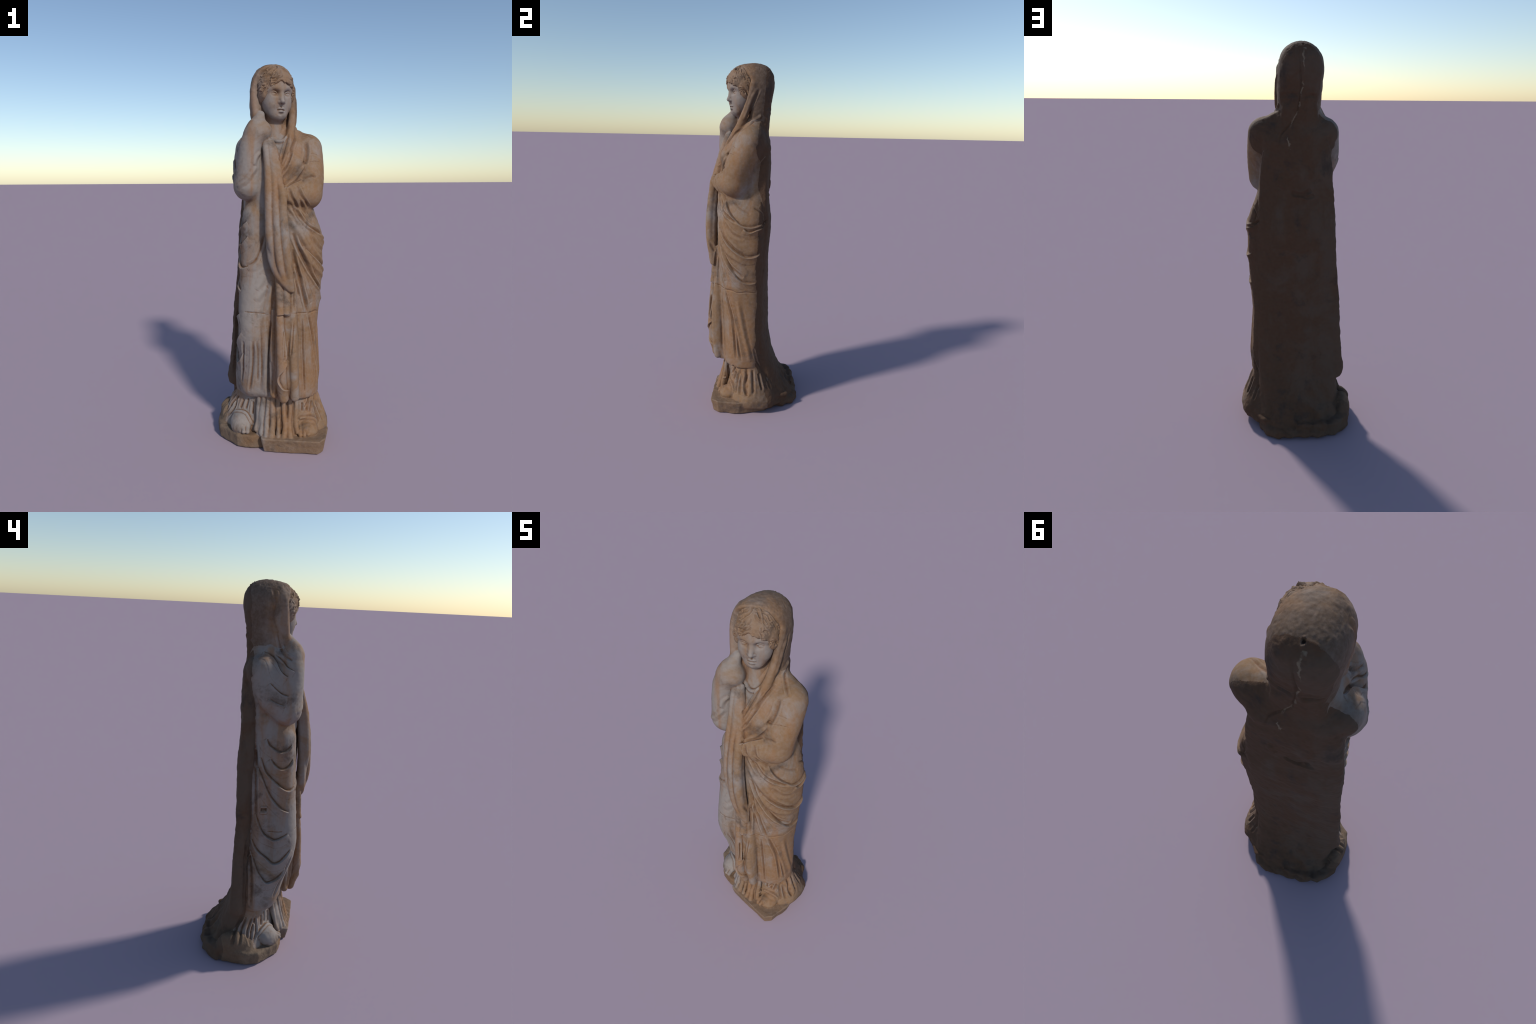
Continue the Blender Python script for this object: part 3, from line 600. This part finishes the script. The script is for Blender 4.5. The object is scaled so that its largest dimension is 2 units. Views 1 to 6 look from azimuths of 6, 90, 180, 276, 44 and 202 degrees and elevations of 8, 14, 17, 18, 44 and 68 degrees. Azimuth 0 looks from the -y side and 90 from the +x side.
# ---------------------------------------------------------------- weathering relief
low = sstep(V[:, 2], .30, .05)
rear = low * sstep(V[:, 1], .05, .15)
bump = noise3(V, 22, 1) * .0010 + noise3(V, 70, 2) * .0006
bump += on_slab * (noise3(V, 9, 6) * .0035 + noise3(V, 26, 7) * .0028 + noise3(V, 70, 8) * .0014)
bump += low * (noise3(V, 28, 9) * .0022 + noise3(V, 65, 10) * .0012) + rear * (np.abs(noise3(V, 13, 13)) * .016 - .006 + noise3(V, 33, 14) * .006)
crown = sstep(V[:, 2], 1.90, 1.97); bump += crown * noise3(V, 130, 15) * .0011
V = V + N * bump[:, None]
V[:, 2] = np.maximum(V[:, 2], 0)
print('relief', round(time.time() - T0, 1))
# ---------------------------------------------------------------- stone
def stone(name, grey, tan, dark, tan_amount=.5, dark_amount=.3, streak=.35, rough=.78, bump=.25, crack=None, crease=.0, rear_shade=None):
    m = bpy.data.materials.new(name); m.use_nodes = True; nt = m.node_tree; ns, ln = nt.nodes, nt.links
    b = ns['Principled BSDF']; b.inputs['Roughness'].default_value = rough
    b.inputs['Specular IOR Level'].default_value = .25
    co = ns.new('ShaderNodeTexCoord').outputs['Object']
    def noise(scale, detail=5, rough=.55, stretch=None, dist=0):
        v = co
        if stretch:
            mp = ns.new('ShaderNodeMapping'); mp.inputs['Scale'].default_value = stretch; ln.new(co, mp.inputs['Vector']); v = mp.outputs['Vector']
        n = ns.new('ShaderNodeTexNoise'); n.inputs['Scale'].default_value = scale; n.inputs['Detail'].default_value = detail
        n.inputs['Roughness'].default_value = rough; n.inputs['Distortion'].default_value = dist; ln.new(v, n.inputs['Vector']); return n.outputs['Fac']
    def ramp(fac, a, b_):
        r = ns.new('ShaderNodeMapRange'); r.interpolation_type = 'SMOOTHSTEP'; r.inputs['From Min'].default_value = a; r.inputs['From Max'].default_value = b_
        ln.new(fac, r.inputs['Value']); return r.outputs['Result']
    def math_(op, a, b_):
        n = ns.new('ShaderNodeMath'); n.operation = op
        for i, q in enumerate((a, b_)):
            if isinstance(q, (int, float)): n.inputs[i].default_value = q
            else: ln.new(q, n.inputs[i])
        return n.outputs[0]
    def mix(fac, a, b_):
        n = ns.new('ShaderNodeMix'); n.data_type = 'RGBA'; n.clamp_factor = True
        if isinstance(fac, (int, float)): n.inputs['Factor'].default_value = fac
        else: ln.new(fac, n.inputs['Factor'])
        for k, q in (('A', a), ('B', b_)):
            sock = [i for i in n.inputs if i.name == k and i.type == 'RGBA'][0]
            if isinstance(q, tuple): sock.default_value = q + (1,)
            else: ln.new(q, sock)
        return [o for o in n.outputs if o.type == 'RGBA'][0]
    side = ns.new('ShaderNodeSeparateXYZ'); ln.new(co, side.inputs[0])   # more tan towards the figure's left, more grey towards her right
    patch = ramp(math_('ADD', noise(5.5, 6, .6, dist=.6), math_('MULTIPLY', side.outputs['X'], .6)), .5 - .25 * tan_amount - .05, .72 - .3 * tan_amount)
    runs = ramp(noise(13, 4, .55, (1, 1, .10)), .46, .64)
    col = mix(patch, grey, tan)
    col = mix(math_('MULTIPLY', runs, streak), col, tuple(c * k for c, k in zip(tan, (1.15, .98, .80))))
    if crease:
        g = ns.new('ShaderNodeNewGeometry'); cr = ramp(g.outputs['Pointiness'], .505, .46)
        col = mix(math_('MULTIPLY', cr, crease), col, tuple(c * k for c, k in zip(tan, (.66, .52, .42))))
        pale_edge = ramp(g.outputs['Pointiness'], .515, .56); col = mix(math_('MULTIPLY', pale_edge, .3), col, tuple(min(1, c * 1.22) for c in grey))
    stain = ramp(noise(8, 7, .65, dist=.4), .68 - .3 * dark_amount, .86 - .3 * dark_amount)
    col = mix(math_('MULTIPLY', stain, .75), col, dark)
    if rear_shade:   # shade on the rear painted in as brown, ragged border
        colour, amount, y0, y1 = rear_shade
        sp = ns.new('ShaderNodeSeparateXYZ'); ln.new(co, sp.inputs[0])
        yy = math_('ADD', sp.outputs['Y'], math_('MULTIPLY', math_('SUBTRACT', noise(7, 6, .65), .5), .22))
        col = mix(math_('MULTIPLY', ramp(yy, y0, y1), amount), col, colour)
    grain = ramp(noise(60, 5, .7), .3, .75)
    col = mix(math_('MULTIPLY', grain, .22), col, tuple(c * 1.3 for c in grey))
    specks = ramp(noise(190, 3, .6), .64, .74); col = mix(math_('MULTIPLY', specks, .35), col, dark)
    if crack:
        sx = ns.new('ShaderNodeSeparateXYZ'); ln.new(co, sx.inputs[0])
        z0, z1, pts, w = crack
        mr = ns.new('ShaderNodeMapRange'); mr.inputs['From Min'].default_value = z0; mr.inputs['From Max'].default_value = z1; ln.new(sx.outputs['Z'], mr.inputs['Value'])
        fc = ns.new('ShaderNodeFloatCurve'); cu = fc.mapping.curves[0]
        for i, (z, x) in enumerate(pts):
            p = ((z - z0) / (z1 - z0), x + .5)
            if i < 2: cu.points[0 if i == 0 else 1].location = p
            else: cu.points.new(*p)
        fc.mapping.update(); ln.new(mr.outputs['Result'], fc.inputs['Value'])
        wob = math_('MULTIPLY', math_('SUBTRACT', noise(22, 4), .5), .05)
        dx = math_('ABSOLUTE', math_('ADD', math_('SUBTRACT', math_('ADD', sx.outputs['X'], .5), fc.outputs['Value']), wob), 0)
        line = math_('MULTIPLY', ramp(dx, w, w * .3), ramp(noise(26, 3), .46, .58))
        inside = math_('MULTIPLY', math_('GREATER_THAN', sx.outputs['Z'], z0), math_('LESS_THAN', sx.outputs['Z'], z1))
        col = mix(math_('MULTIPLY', math_('MULTIPLY', line, inside), .5), col, (.30, .24, .17))
    ln.new(col, b.inputs['Base Color'])
    bp = ns.new('ShaderNodeBump'); bp.inputs['Strength'].default_value = bump; bp.inputs['Distance'].default_value = .004
    h = math_('ADD', noise(120, 5, .65), math_('MULTIPLY', noise(35, 4), .6)); ln.new(h, bp.inputs['Height']); ln.new(bp.outputs['Normal'], b.inputs['Normal'])
    return m

GREY, TAN, DARK = (.240, .208, .188), (.208, .120, .060), (.078, .052, .036)
REAR_SHADE = ((.105, .064, .040), .6, -.03, .06)
marble = stone('weathered_marble', GREY, TAN, DARK, .22, .50, .65, bump=.2, crease=.95, rear_shade=REAR_SHADE)
marble_veil = stone('veil_marble', (.235, .185, .155), (.200, .112, .056), (.085, .056, .038), .55, .65, .5, crease=.7, rear_shade=((.088, .056, .037), .85, -.085, .0))  # veil top and back browned after shade baked into the scan
marble_hair = stone('pitted_marble', (.225, .170, .135), (.205, .120, .064), (.095, .062, .041), .5, .62, .1, bump=.4, crease=.5, rear_shade=REAR_SHADE)
marble_base = stone('plinth_marble', (.225, .180, .150), (.185, .112, .064), (.085, .060, .044), .4, .6, .1, rough=.85, bump=.5, crease=.3, rear_shade=REAR_SHADE)
rock = stone('broken_rock', (.165, .118, .082), (.175, .098, .050), (.070, .050, .036), .5, .5, .05, rough=.9, bump=.8, crease=.3, rear_shade=REAR_SHADE)
CRACK = (1.50, 1.965, [(1.965, -.015), (1.50, .045), (1.92, -.005), (1.85, -.006), (1.79, .0), (1.73, .004), (1.69, .012), (1.65, .032), (1.60, .052), (1.55, .06)], .006)
back_stone = stone('rough_hewn_back', (.100, .068, .048), (.092, .050, .029), (.044, .034, .029), .5, .5, .2, rough=.9, bump=.7, crack=CRACK)  # base colours darkened for the unlit back, though less than the scan's

def mesh_object(name, V, Q, mat, N=None, parent=None):
    used = np.unique(Q); remap = np.full(len(V), -1); remap[used] = np.arange(len(used))
    v, q = V[used], remap[Q]
    me = bpy.data.meshes.new(name)
    me.vertices.add(len(v)); me.vertices.foreach_set('co', v.astype(F).ravel())
    me.loops.add(q.size); me.loops.foreach_set('vertex_index', q.astype(np.int32).ravel())
    me.polygons.add(len(q)); me.polygons.foreach_set('loop_start', np.arange(0, q.size, 4, dtype=np.int32))
    me.update(calc_edges=True); me.validate()
    me.polygons.foreach_set('use_smooth', np.ones(len(me.polygons), bool))
    if N is not None: me.normals_split_custom_set_from_vertices(N[used].tolist())
    me.materials.append(mat)
    ob = bpy.data.objects.new(name, me); bpy.context.collection.objects.link(ob)
    if parent: ob.parent = parent
    return ob

statue = bpy.data.objects.new('statue', None); bpy.context.collection.objects.link(statue)
statue['label'] = 'weathered marble statue of a veiled draped woman on plinth'
statue['category'] = 'statue'
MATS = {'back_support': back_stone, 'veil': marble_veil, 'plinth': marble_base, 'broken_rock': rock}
NAMES = {'front_folds': 'pleated_cloth'}
N = vertex_normals(V, Q)
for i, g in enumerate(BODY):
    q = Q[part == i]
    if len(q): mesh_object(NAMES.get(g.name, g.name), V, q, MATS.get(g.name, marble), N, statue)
HN = vertex_normals(HV, HQ); HCn = HV[HQ].mean(1)
fwd = (HCn[:, 0] - HX) * math.sin(TURN) - (HCn[:, 1] - HY) * math.cos(TURN)
is_neck = HCn[:, 2] < 1.722 - .25 * (fwd - .06)
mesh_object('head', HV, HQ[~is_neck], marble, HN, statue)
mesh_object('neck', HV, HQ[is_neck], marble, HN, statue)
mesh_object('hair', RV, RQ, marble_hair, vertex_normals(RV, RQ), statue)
print('done', round(time.time() - T0, 1))
